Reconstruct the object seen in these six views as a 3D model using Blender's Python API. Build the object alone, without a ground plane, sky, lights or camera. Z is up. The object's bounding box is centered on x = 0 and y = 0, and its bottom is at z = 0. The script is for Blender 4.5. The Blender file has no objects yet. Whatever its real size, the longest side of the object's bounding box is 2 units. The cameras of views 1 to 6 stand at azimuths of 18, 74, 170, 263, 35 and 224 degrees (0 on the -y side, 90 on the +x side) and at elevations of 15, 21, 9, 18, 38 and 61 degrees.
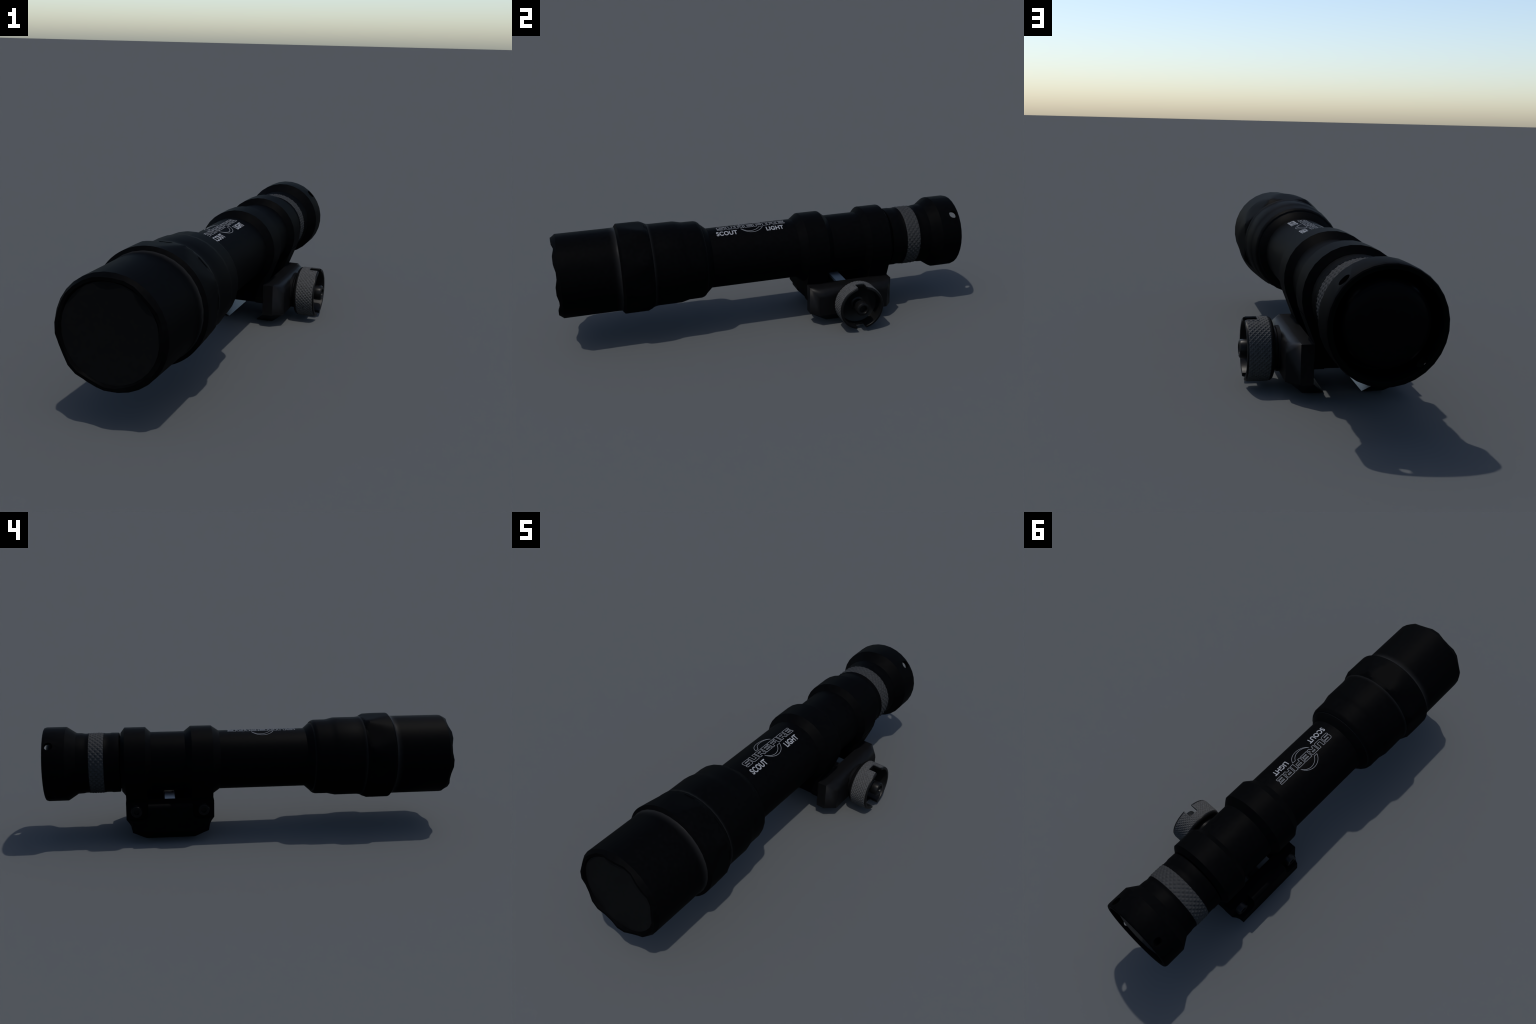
import bpy, bmesh, math
from mathutils import Vector

AX, AZ = -0.065, 0.350          # axis of the light, parallel to y
SEG = 32
HALF = math.pi / SEG            # facets sit flat on top
KY, KZ = 0.404, 0.125           # axis of the thumb screw, parallel to x

# ------------------------------------------------------------------ materials
def material(name, colour, rough, spec=0.5, metal=0.0, grain=0.0, scale=60.0, bump=0.0, bump_scale=400.0, coat=0.0, pale_bands=()):
    m = bpy.data.materials.new(name)
    m.use_nodes = True
    nt = m.node_tree
    b = nt.nodes["Principled BSDF"]
    b.inputs["Roughness"].default_value = rough
    b.inputs["Specular IOR Level"].default_value = spec
    b.inputs["Metallic"].default_value = metal
    b.inputs["Coat Weight"].default_value = coat
    tc = nt.nodes.new("ShaderNodeTexCoord")
    n = nt.nodes.new("ShaderNodeTexNoise")
    n.inputs["Scale"].default_value = scale
    n.inputs["Detail"].default_value = 4.0
    nt.links.new(tc.outputs["Object"], n.inputs["Vector"])
    ramp = nt.nodes.new("ShaderNodeValToRGB")
    lo, hi = 1.0 - grain, 1.0 + grain
    ramp.color_ramp.elements[0].position = 0.3
    ramp.color_ramp.elements[1].position = 0.7
    ramp.color_ramp.elements[0].color = (*[c * lo for c in colour], 1)
    ramp.color_ramp.elements[1].color = (*[c * hi for c in colour], 1)
    nt.links.new(n.outputs["Fac"], ramp.inputs["Fac"])
    nt.links.new(ramp.outputs["Color"], b.inputs["Base Color"])
    if pale_bands:
        # paler bands along y at the seams, with a higher metallic value and lower roughness
        xyz = nt.nodes.new("ShaderNodeSeparateXYZ")
        nt.links.new(tc.outputs["Object"], xyz.inputs[0])
        def calc(op, a, b=0.0, clamp=False):
            n = nt.nodes.new("ShaderNodeMath")
            n.operation, n.use_clamp = op, clamp
            for i, v in enumerate((a, b)):
                if isinstance(v, (int, float)):
                    n.inputs[i].default_value = v
                else:
                    nt.links.new(v, n.inputs[i])
            return n.outputs[0]
        total = None
        for start, end, amount in pale_bands:          # grows from start to end, then stops
            t = calc("DIVIDE", calc("SUBTRACT", xyz.outputs["Y"], start), end - start)
            inside = calc("LESS_THAN", t, 1.15)
            t = calc("MULTIPLY", calc("POWER", calc("MINIMUM", calc("MAXIMUM", t, 0.0), 1.0), 2.0), inside)
            t = calc("MULTIPLY", t, amount)
            total = t if total is None else calc("MAXIMUM", total, t)
        mix = nt.nodes.new("ShaderNodeMix")
        mix.data_type = "RGBA"
        nt.links.new(total, mix.inputs["Factor"])
        nt.links.new(ramp.outputs["Color"], mix.inputs["A"])
        mix.inputs["B"].default_value = (0.11, 0.11, 0.112, 1)
        nt.links.new(mix.outputs["Result"], b.inputs["Base Color"])
        nt.links.new(total, b.inputs["Metallic"])
        nt.links.new(calc("SUBTRACT", rough, calc("MULTIPLY", total, 2.2)), b.inputs["Roughness"])
    if bump:
        f = nt.nodes.new("ShaderNodeTexNoise")
        f.inputs["Scale"].default_value = bump_scale
        nt.links.new(tc.outputs["Object"], f.inputs["Vector"])
        bp = nt.nodes.new("ShaderNodeBump")
        bp.inputs["Strength"].default_value = bump
        bp.inputs["Distance"].default_value = 0.001
        nt.links.new(f.outputs["Fac"], bp.inputs["Height"])
        nt.links.new(bp.outputs["Normal"], b.inputs["Normal"])
    return m

M_BODY = material("black_anodized", (0.0010, 0.00104, 0.0012), 0.55, 0.015, grain=0.25, bump=0.06)
M_BEZEL = material("black_anodized_bezel", (0.0010, 0.00104, 0.0012), 0.55, 0.015, grain=0.25, bump=0.06, pale_bands=((-0.742, -0.7115, 0.08),))
M_HEAD = material("black_anodized_head", (0.0010, 0.00104, 0.0012), 0.55, 0.015, grain=0.25, bump=0.06,
                  pale_bands=((-0.543, -0.557, 0.05), (-0.312, -0.3055, 0.05)))
M_CAP = material("black_anodized_tail", (0.0010, 0.00104, 0.0012), 0.55, 0.015, grain=0.25, bump=0.06)
M_RUBBER = material("black_rubber", (0.0011, 0.0011, 0.0014), 0.36, 0.03, grain=0.2)
M_LENS = material("dark_lens", (0.0032, 0.0033, 0.0035), 0.45, 0.04, grain=0.1)
M_BAR = material("black_oxide_steel", (0.0034, 0.0034, 0.0037), 0.40, 0.07, grain=0.2, bump=0.04)
M_KNURL = material("worn_grey_knurl", (0.042, 0.0425, 0.043), 0.70, 0.1, grain=0.15, scale=90)
M_KNURL_TAIL = material("grey_knurl", (0.020, 0.0204, 0.021), 0.7, 0.1, grain=0.15, scale=90)
M_CUP = material("dark_turned_steel", (0.0036, 0.0036, 0.0037), 0.36, 0.10, grain=0.2)
M_BOLT = material("polished_bolt_steel", (0.016, 0.0165, 0.017), 0.28, 0.6, grain=0.1)
M_SCREW = material("black_screw", (0.0025, 0.0025, 0.0028), 0.35, 0.1, grain=0.2)
M_LINE = material("white_line_print", (0.14, 0.143, 0.151), 0.6, 0.1, grain=0.12, scale=200)
M_PAD = material("polished_contact_steel", (0.012, 0.0122, 0.0125), 0.25, 0.6, grain=0.15)
M_PRINT = material("white_print", (0.195, 0.199, 0.21), 0.6, 0.3, grain=0.12, scale=200)

# ------------------------------------------------------------------ helpers
root = bpy.data.objects.new("weapon_flashlight", None)
bpy.context.scene.collection.objects.link(root)
root["label"] = "black tactical flashlight with side thumbscrew rail clamp mount"
root["category"] = "flashlight"

def finish(name, bm, mat, parent=None, angle=32.0):
    bmesh.ops.recalc_face_normals(bm, faces=bm.faces)
    me = bpy.data.meshes.new(name)
    bm.to_mesh(me)
    bm.free()
    for p in me.polygons:
        p.use_smooth = True
    me.set_sharp_from_angle(angle=math.radians(angle))
    me.materials.append(mat)
    o = bpy.data.objects.new(name, me)
    bpy.context.scene.collection.objects.link(o)
    o.parent = parent or root
    return o

def on_light(y, r, a):
    """point at length y, radius r, angle a from the top towards +x"""
    return Vector((AX + r * math.sin(a), y, AZ + r * math.cos(a)))

def on_knob(x, r, a):
    return Vector((x, KY + r * math.sin(a), KZ + r * math.cos(a)))

def skin(bm, rings, closed_loop):
    n = len(rings[0]) if len(rings[0]) > 1 else len(rings[1])
    pairs = list(zip(rings, rings[1:]))
    if closed_loop:
        pairs.append((rings[-1], rings[0]))
    for r0, r1 in pairs:
        for i in range(n):
            j = (i + 1) % n
            q = [r0[i % len(r0)], r0[j % len(r0)], r1[j % len(r1)], r1[i % len(r1)]]
            u = []
            for v in q:
                if v not in u:
                    u.append(v)
            if len(u) >= 3:
                try:
                    bm.faces.new(u)
                except ValueError:
                    pass

def lathe(profile, place=on_light, seg=SEG, phase=HALF, closed=False, shape=None):
    """revolve (length, radius) pairs; shape(length, radius, angle) may bend them"""
    bm = bmesh.new()
    rings = []
    for k, (l, r) in enumerate(profile):
        if r <= 1e-6:
            rings.append([bm.verts.new(place(l, 0.0, 0.0))])
            continue
        ring = []
        for i in range(seg):
            a = 2 * math.pi * i / seg + phase
            ll, rr = shape(k, l, r, a) if shape else (l, r)
            ring.append(bm.verts.new(place(ll, rr, a)))
        rings.append(ring)
    skin(bm, rings, closed)
    return bm

def difference(o, cutter_bm, angle=32.0):
    me = bpy.data.meshes.new("cutter")
    bmesh.ops.recalc_face_normals(cutter_bm, faces=cutter_bm.faces)
    cutter_bm.to_mesh(me)
    cutter_bm.free()
    c = bpy.data.objects.new("cutter", me)
    bpy.context.scene.collection.objects.link(c)
    m = o.modifiers.new("cut", "BOOLEAN")
    m.operation = "DIFFERENCE"
    m.solver = "EXACT"
    m.object = c
    dg = bpy.context.evaluated_depsgraph_get()
    new = bpy.data.meshes.new_from_object(o.evaluated_get(dg))
    o.modifiers.clear()
    o.data = new
    for p in new.polygons:
        p.use_smooth = True
    new.set_sharp_from_angle(angle=math.radians(angle))
    bpy.data.objects.remove(c)

def prism(bm, section, axis_values, make):
    """extrude a closed 2D section between two or more stations"""
    loops = [[bm.verts.new(make(p, s)) for p in section] for s in axis_values]
    skin(bm, loops, False)
    bm.faces.new(loops[0])
    bm.faces.new(loops[-1])

def box(bm, x0, x1, y0, y1, z0, z1):
    prism(bm, [(x0, z0), (x1, z0), (x1, z1), (x0, z1)], (y0, y1), lambda p, s: Vector((p[0], s, p[1])))

# ------------------------------------------------------------------ head
# bezel with eight shallow scallops in its striking rim
NOTCH = 0.008
def scallop(k, l, r, a):
    if l <= -0.995:
        d = math.degrees(a + 1e-4) % 45.0
        if 11.0 < d < 34.0:
            l += NOTCH
    return l, r
bezel = lathe([(-0.9865, 0.1690), (-1.0, 0.1755), (-1.0, 0.1865), (-0.978, 0.1975), (-0.86, 0.1975),
               (-0.755, 0.1975), (-0.730, 0.1976), (-0.718, 0.1980), (-0.7115, 0.1988), (-0.7080, 0.2005), (-0.69, 0.185), (-0.95, 0.16)],
              closed=True, shape=scallop)
finish("bezel", bezel, M_BEZEL, angle=20)
finish("lens", lathe([(-0.984, 0.0), (-0.988, 0.1695), (-0.965, 0.1690), (-0.965, 0.0)]), M_LENS)

# octagonal wrench collar, corners turned down to cones at both ends
def octagon(k, l, r, a):
    d = (math.degrees(a) + 22.5) % 45.0 - 22.5
    flat = 0.2010 + (0.2150 - 0.2010) * (-0.587 - l) / 0.110        # flats rise to the full round at the front
    return l, min(r, flat / math.cos(math.radians(d)))
finish("wrench_collar", lathe([(-0.709, 0.150), (-0.709, 0.1980), (-0.704, 0.2060), (-0.697, 0.2145), (-0.670, 0.2145), (-0.642, 0.2145), (-0.615, 0.2145),
                               (-0.587, 0.2145), (-0.570, 0.2065), (-0.557, 0.1975), (-0.557, 0.150)],
                              seg=96, phase=0.0, closed=True, shape=octagon), M_BODY, angle=14)

# head housing, stepping down to the body tube
finish("head_housing", lathe([(-0.575, 0.14), (-0.570, 0.2015), (-0.558, 0.2002), (-0.553, 0.1983), (-0.543, 0.1968), (-0.525, 0.1965), (-0.50, 0.1965), (-0.429, 0.1965), (-0.410, 0.1925),
                              (-0.389, 0.1875), (-0.328, 0.1870), (-0.316, 0.1835), (-0.309, 0.1790), (-0.3055, 0.1715),
                              (-0.3015, 0.1705), (-0.273, 0.1455), (-0.262, 0.1440), (-0.262, 0.12)], closed=True), M_HEAD)

# ------------------------------------------------------------------ body tube with its two clamp rings
R0, R1 = 0.1453, 0.1712
tube = lathe([(-0.30, 0.11), (-0.30, 0.1453), (-0.05, R0), (0.156, R0), (0.193, R1), (0.295, R1), (0.327, R0),
              (0.40, R0), (0.491, R0), (0.517, 0.1705), (0.617, 0.1705), (0.636, 0.1455), (0.637, 0.11)], closed=True)
finish("body_tube", tube, M_BODY)

# ------------------------------------------------------------------ saddle between rings and rail clamp
INNER, TOPZ, PLATEZ = 0.122, 0.195, 0.114
def saddle_section(r):
    d = math.hypot(INNER, AZ - TOPZ)
    a = math.atan2(AZ - TOPZ, INNER) - math.acos(min(1, r / d))    # tangent point below the horizontal
    return [(AX + r * math.cos(a), AZ - r * math.sin(a)), (AX + INNER, TOPZ), (AX + INNER, PLATEZ),
            (AX - INNER, PLATEZ), (AX - INNER, TOPZ), (AX - r * math.cos(a), AZ - r * math.sin(a))]
bm = bmesh.new()
for y0, y1 in ((0.1932, 0.2945), (0.5175, 0.6168)):
    prism(bm, saddle_section(0.1708), (y0, y1), lambda p, s: Vector((p[0], s, p[1])))
finish("mount_saddle", bm, M_BODY)

# ------------------------------------------------------------------ jaws of the rail clamp (t = distance from the mid plane)
def jaw(sign, ends, edge):
    """loft along y; ends lists (y, outer distance, lowest height) up to the middle, edge is the width of the rounded top edge"""
    bm = bmesh.new()
    st = ends + [(0.810 - y, T, zb) for y, T, zb in ends[-2::-1]]
    loops = []
    for y, T, zb in st:
        f = max(0.0, 1 - zb / 0.058)
        w = min(edge, max(0.0, T - 0.168))
        sec = [(0.123, max(zb + 0.003, 0.060 + 0.015 * f)), (0.123, TOPZ), (T - w - 0.0025, TOPZ)]
        for i in range(0, 6):
            b = i / 5 * math.pi / 2
            sec.append((T - w + w * math.sin(b), TOPZ - 0.0005 - 0.95 * w * (1 - math.cos(b))))
        sec += [(T, max(0.060, zb + 0.002)), (T if f == 0 else 0.168 + (0.141 - 0.168) * f, zb), (0.123 + (0.066 - 0.123) * f, zb)]
        loops.append([bm.verts.new(Vector((AX + sign * t, y, z))) for t, z in sec])
    skin(bm, loops, False)
    bm.faces.new(loops[0])
    bm.faces.new(loops[-1])
    for a, b in zip(loops, loops[1:]):                    # rail contact face of the hook is polished
        grip = {a[0], a[-1], b[0], b[-1]}
        for face in a[0].link_faces:
            if set(face.verts) <= grip and len(face.verts) > 2:
                face.material_index = 1
    bmesh.ops.remove_doubles(bm, verts=bm.verts, dist=0.0004)
    return bm

BAR_ENDS = [(0.193, 0.168, 0.058), (0.228, 0.2115, 0.0362), (0.286, 0.2115, 0.0), (0.405, 0.2115, 0.0)]
FIXED_ENDS = [(0.193, 0.170, 0.110), (0.207, 0.182, 0.096), (0.215, 0.194, 0.086), (0.2225, 0.2115, 0.058), (0.286, 0.2115, 0.0), (0.405, 0.2115, 0.0)]
bar = finish("clamp_bar", jaw(+1, BAR_ENDS, 0.044), M_BAR, angle=34)
bar.data.materials.append(M_PAD)
fixed = finish("fixed_jaw", jaw(-1, FIXED_ENDS, 0.020), M_BODY, angle=38)

fixed.data.materials.append(M_PAD)

# end pockets in the fixed jaw with one socket screw each
def pocket(y_end, y_in):
    bm = bmesh.new()
    s = 1 if y_end > y_in else -1
    z0, rc = 0.114, 0.034
    sec = [(y_end, z0), (y_end, 0.30), (y_in, 0.30)]
    for i in range(7):
        a = i / 6 * math.pi / 2
        sec.append((y_in + s * rc * (1 - math.cos(a)), z0 + rc * (1 - math.sin(a))))
    prism(bm, sec, (AX - 0.172, AX - 0.30), lambda p, x: Vector((x, p[0], p[1])))
    return bm
difference(fixed, pocket(0.66, 0.511))
difference(fixed, pocket(0.15, 0.299))

def screw_point(l, r, a):
    return Vector((AX - l, r * math.sin(a), r * math.cos(a)))
sm = lathe([(0.165, 0.0), (0.165, 0.029), (0.193, 0.0285), (0.197, 0.026), (0.197, 0.0135), (0.184, 0.0120), (0.184, 0.0)],
           place=screw_point, seg=24, phase=0.0)
first = finish("socket_screw", sm, M_SCREW)
first.location = (0, 0.567, 0.156)
second = first.copy()
second.name = "socket_screw.001"
bpy.context.scene.collection.objects.link(second)
second.parent = root
second.location = (0, 0.245, 0.156)

# guide tabs of the bar that run under the saddle
bm = bmesh.new()
box(bm, 0.026, 0.060, 0.191, 0.260, 0.112, 0.136)
box(bm, 0.026, 0.060, 0.550, 0.619, 0.112, 0.136)
finish("guide_tab", bm, M_BODY, parent=bar)

def cross_bolt():
    """bolt tunnel bridging the slot of the plate"""
    bm = bmesh.new()
    sec = [(KY - 0.031, 0.112), (KY + 0.031, 0.112), (KY + 0.031, 0.149), (KY + 0.025, 0.156), (KY - 0.025, 0.156), (KY - 0.031, 0.149)]
    prism(bm, sec, (-0.195, 0.062), lambda p, x: Vector((x, p[0], p[1])))
    return bm

# ------------------------------------------------------------------ cross bolt, washer, thumb screw
finish("cross_bolt", cross_bolt(), M_BOLT)
knob = finish("thumb_screw", lathe([(0.166, 0.02), (0.166, 0.0985), (0.169, 0.1055), (0.1745, 0.1095), (0.1790, 0.1100), (0.1790, 0.1065),
                                    (0.2570, 0.1065), (0.2570, 0.1100), (0.2605, 0.1095), (0.2625, 0.1075), (0.2625, 0.0985), (0.2605, 0.0970),
                                    (0.2030, 0.0955), (0.2005, 0.0930), (0.2005, 0.02)], place=on_knob, seg=48, closed=True), M_CUP)
finish("washer", lathe([(0.140, 0.02), (0.140, 0.080), (0.152, 0.080), (0.1535, 0.0765), (0.155, 0.0745), (0.170, 0.0745), (0.170, 0.02)],
                       place=on_knob, seg=40, closed=True), M_BAR, parent=knob)
finish("screw_post", lathe([(0.195, 0.0), (0.195, 0.036), (0.2030, 0.036), (0.2045, 0.034), (0.2060, 0.0265), (0.2320, 0.0255), (0.2340, 0.0310),
                            (0.2385, 0.0335), (0.2420, 0.0310), (0.2455, 0.0335), (0.2710, 0.0335), (0.2765, 0.0305), (0.2785, 0.0265), (0.2785, 0.0205),
                            (0.2750, 0.0180), (0.2600, 0.0165), (0.2600, 0.0)], place=on_knob, seg=32), M_CUP, parent=knob)

def knurl(place, l0, l1, r_out, r_in, around, along, depth, pits):
    """sleeve with a diamond knurl: crossing grooves leave pyramids, or ridges leave pits"""
    bm = bmesh.new()
    res = 8
    n = around * res
    m = int(along * res)
    tri = lambda t: 1 - abs((t % 1.0) * 2 - 1)
    rings = [[bm.verts.new(place(l0, r_in, 2 * math.pi * i / n)) for i in range(n)]]
    for j in range(m + 1):
        ring = []
        v = along * j / m
        edge = min(1.0, min(j, m - j) / 2.0 + 0.25)
        for i in range(n):
            u = i / res
            p = min(tri(u + v), tri(u - v))
            p = min(1.0, p * 1.25)
            h = (1 - p) if pits else p
            a = 2 * math.pi * i / n
            if pits and l0 + (l1 - l0) * j / m > 0.213 and abs(r_out * math.sin(a)) < 0.029:
                h, edge_here = 0.9, 1.0                    # plain land beside the screwdriver slot
            else:
                edge_here = edge
            r = r_out - depth * (1 - h * edge_here)
            ring.append(bm.verts.new(place(l0 + (l1 - l0) * j / m, r, 2 * math.pi * i / n)))
        rings.append(ring)
    rings.append([bm.verts.new(place(l1, r_in, 2 * math.pi * i / n)) for i in range(n)])
    skin(bm, rings, True)
    return bm

grip = finish("knurled_grip", knurl(on_knob, 0.1795, 0.2565, 0.1118, 0.1070, 45, 5.0, 0.0036, True), M_KNURL, parent=knob, angle=60)
for o in (knob, grip):
    cb = bmesh.new()
    box(cb, 0.218, 0.30, 0.3805, 0.4275, -0.05, 0.30)
    difference(o, cb, 50.0)

# ------------------------------------------------------------------ tail
finish("tail_collar", lathe([(0.630, 0.10), (0.630, 0.120), (0.641, 0.121), (0.6415, 0.1425), (0.6445, 0.1460), (0.679, 0.1467), (0.687, 0.1447),
                             (0.711, 0.1447), (0.7145, 0.1465), (0.7165, 0.1465), (0.7165, 0.10)], closed=True), M_CAP)
finish("knurled_band", knurl(on_light, 0.7163, 0.7872, 0.1480, 0.12, 37, 3.0, 0.0042, False), M_KNURL_TAIL, angle=60)
cap = finish("tail_cap", lathe([(0.7870, 0.10), (0.7870, 0.1465), (0.7905, 0.1465), (0.7960, 0.1448), (0.8080, 0.1448), (0.8200, 0.1475), (0.8470, 0.1488), (0.8945, 0.1802),
                                (0.9880, 0.1802), (0.9970, 0.1775), (1.0, 0.1735), (1.0, 0.1630), (0.9970, 0.1610), (0.9250, 0.1600), (0.9100, 0.1520), (0.9050, 0.1400), (0.9050, 0.10)],
                               closed=True), M_CAP, angle=24)
for k in range(4):
    a = math.radians(45 + 90 * k)
    d = Vector((math.sin(a), 0, math.cos(a)))
    s = Vector((0, 1, 0)).cross(d)
    cb = bmesh.new()
    sec = [(0.0205 * math.cos(2 * math.pi * i / 16), 0.0205 * math.sin(2 * math.pi * i / 16)) for i in range(16)]
    prism(cb, sec, (0.135, 0.22), lambda p, t: Vector((AX, 0.968, AZ)) + d * t + Vector((0, p[0], 0)) + s * p[1])
    difference(cap, cb, 24.0)
finish("switch_boot", lathe([(0.89, 0.0), (0.89, 0.1395), (0.930, 0.1390), (0.955, 0.1350), (0.972, 0.1315), (0.980, 0.1265), (0.986, 0.1160), (0.990, 0.0950), (0.992, 0.05), (0.9925, 0.0)]),
       M_RUBBER, angle=60)

# ------------------------------------------------------------------ print on the tube
TR = 0.1462          # print lies just proud of the tube
def on_print(y, s, h=0.0):
    """y along the tube, s arc length from the top towards +x"""
    return on_light(y, TR + h, s / TR)

def stroke(bm, pts, width, closed=True, step=0.005):
    """raised line of constant width along a path of (y, s) points, mitred at the corners"""
    p = []
    n = len(pts)
    for i in range(n if closed else n - 1):
        a, b = Vector(pts[i]), Vector(pts[(i + 1) % n])
        k = max(1, int((b - a).length / step))
        p += [a + (b - a) * j / k for j in range(k)]
    if not closed:
        p.append(Vector(pts[-1]))
    n = len(p)
    loops = []
    for i in range(n):
        d0 = (p[i] - p[i - 1]) if (closed or i > 0) else (p[1] - p[0])
        d1 = (p[(i + 1) % n] - p[i]) if (closed or i < n - 1) else (p[-1] - p[-2])
        d0.normalize(); d1.normalize()
        n0, n1 = Vector((-d0.y, d0.x)), Vector((-d1.y, d1.x))
        m = n0 + n1
        m = m / max(0.35, m.length_squared) * 2 if m.length > 1e-6 else n0
        o = m * width / 2
        q0, q1 = p[i] + o, p[i] - o
        loops.append([bm.verts.new(on_print(q0.x, q0.y, 0.0)), bm.verts.new(on_print(q1.x, q1.y, 0.0)),
                      bm.verts.new(on_print(q1.x, q1.y, -0.0008)), bm.verts.new(on_print(q0.x, q0.y, -0.0008))])
    for a, b in zip(loops, loops[1:] + (loops[:1] if closed else [])):
        for k in range(4):
            bm.faces.new((a[k], a[(k + 1) % 4], b[(k + 1) % 4], b[k]))
    if not closed:
        bm.faces.new(loops[0]); bm.faces.new(loops[-1])

GLYPH = {
    "S": [[(.14, 0), (.95, 0), (1, .10), (1, .27), (.70, .27), (.32, .27), (.32, .36), (.88, .36), (1, .48), (1, .86), (.86, 1), (.05, 1), (0, .90), (0, .73), (.30, .73),
           (.68, .73), (.68, .64), (.12, .64), (0, .52), (0, .14)]],
    "U": [[(0, 0), (.30, 0), (.30, .72), (.70, .72), (.70, 0), (1, 0), (1, .86), (.88, 1), (.12, 1), (0, .86)]],
    "R": [[(0, 0), (.86, 0), (1, .14), (1, .50), (.84, .64), (1, .80), (1, 1), (.70, 1), (.70, .86), (.52, .68), (.30, .68), (.30, 1), (0, 1)],
          [(.30, .27), (.70, .27), (.70, .42), (.30, .42)]],
    "E": [[(0, 0), (1, 0), (1, .25), (.32, .25), (.32, .38), (.92, .38), (.92, .62), (.32, .62), (.32, .75), (1, .75), (1, 1), (0, 1)]],
    "F": [[(0, 0), (1, 0), (1, .26), (.32, .26), (.32, .41), (.92, .41), (.92, .67), (.32, .67), (.32, 1), (0, 1)]],
    "I": [[(0, 0), (1, 0), (1, 1), (0, 1)]],
}
LINE = 0.0019
bm = bmesh.new()
deg = lambda a: math.radians(a) * TR
y, top, high = -0.2250, deg(-4.2), deg(13.6)
for ch in "SUREFIRE":
    w = 0.0170 if ch == "I" else 0.0398
    for path in GLYPH[ch]:
        stroke(bm, [(y + w * u, top + high * v) for u, v in path], LINE)
    y += w + 0.0057
letters = finish("outline_lettering", bm, M_LINE)

# two crescents of the emblem behind the word, one the other turned by half a turn
bm = bmesh.new()
cy, cs = -0.058, deg(1.9)
ro, ri, ox, oy, hc = 0.0600, 0.0543, -0.009, -0.0043, 0.0238
for f in (1, -1):
    def arc(cx, c2, r, n):
        a0 = math.asin((hc - c2) / r)
        return [(cx + r * math.cos(a), c2 + r * math.sin(a)) for a in (a0 + (math.pi - 2 * a0) * i / n for i in range(n + 1))]
    path = arc(0, 0, ro, 22) + arc(ox, oy, ri, 22)[::-1][1:]
    stroke(bm, [(cy + f * a, cs + f * b) for a, b in path], LINE, step=0.01)
finish("emblem", bm, M_LINE, parent=letters)

def word(text, y0, y1, a0, a1):
    cu = bpy.data.curves.new("word", "FONT")
    cu.body = text
    cu.offset = 0.022
    cu.extrude = 0.01
    cu.space_character = 1.06
    o = bpy.data.objects.new("word", cu)
    bpy.context.scene.collection.objects.link(o)
    me = bpy.data.meshes.new_from_object(o.evaluated_get(bpy.context.evaluated_depsgraph_get()))
    bpy.data.objects.remove(o)
    bm = bmesh.new()
    bm.from_mesh(me)
    bpy.data.meshes.remove(me)
    xs = [v.co.x for v in bm.verts]; ys = [v.co.y for v in bm.verts]
    x0, x1, z0, z1 = min(xs), max(xs), min(ys), max(ys)
    for i in range(1, 6):
        bmesh.ops.bisect_plane(bm, geom=bm.verts[:] + bm.edges[:] + bm.faces[:], dist=1e-6,
                               plane_co=(0, z0 + (z1 - z0) * i / 6, 0), plane_no=(0, 1, 0))
    for v in bm.verts:
        yy = y0 + (v.co.x - x0) / (x1 - x0) * (y1 - y0)
        s = deg(a1) + (v.co.y - z0) / (z1 - z0) * (deg(a0) - deg(a1))
        v.co = on_print(yy, s, 0.0 if v.co.z > 0 else -0.0008)
    return finish("lettering", bm, M_PRINT, parent=letters)
word("SCOUT", -0.2365, -0.1345, 15.0, 26.8)
word("LIGHT", 0.0095, 0.0955, 15.2, 26.6)
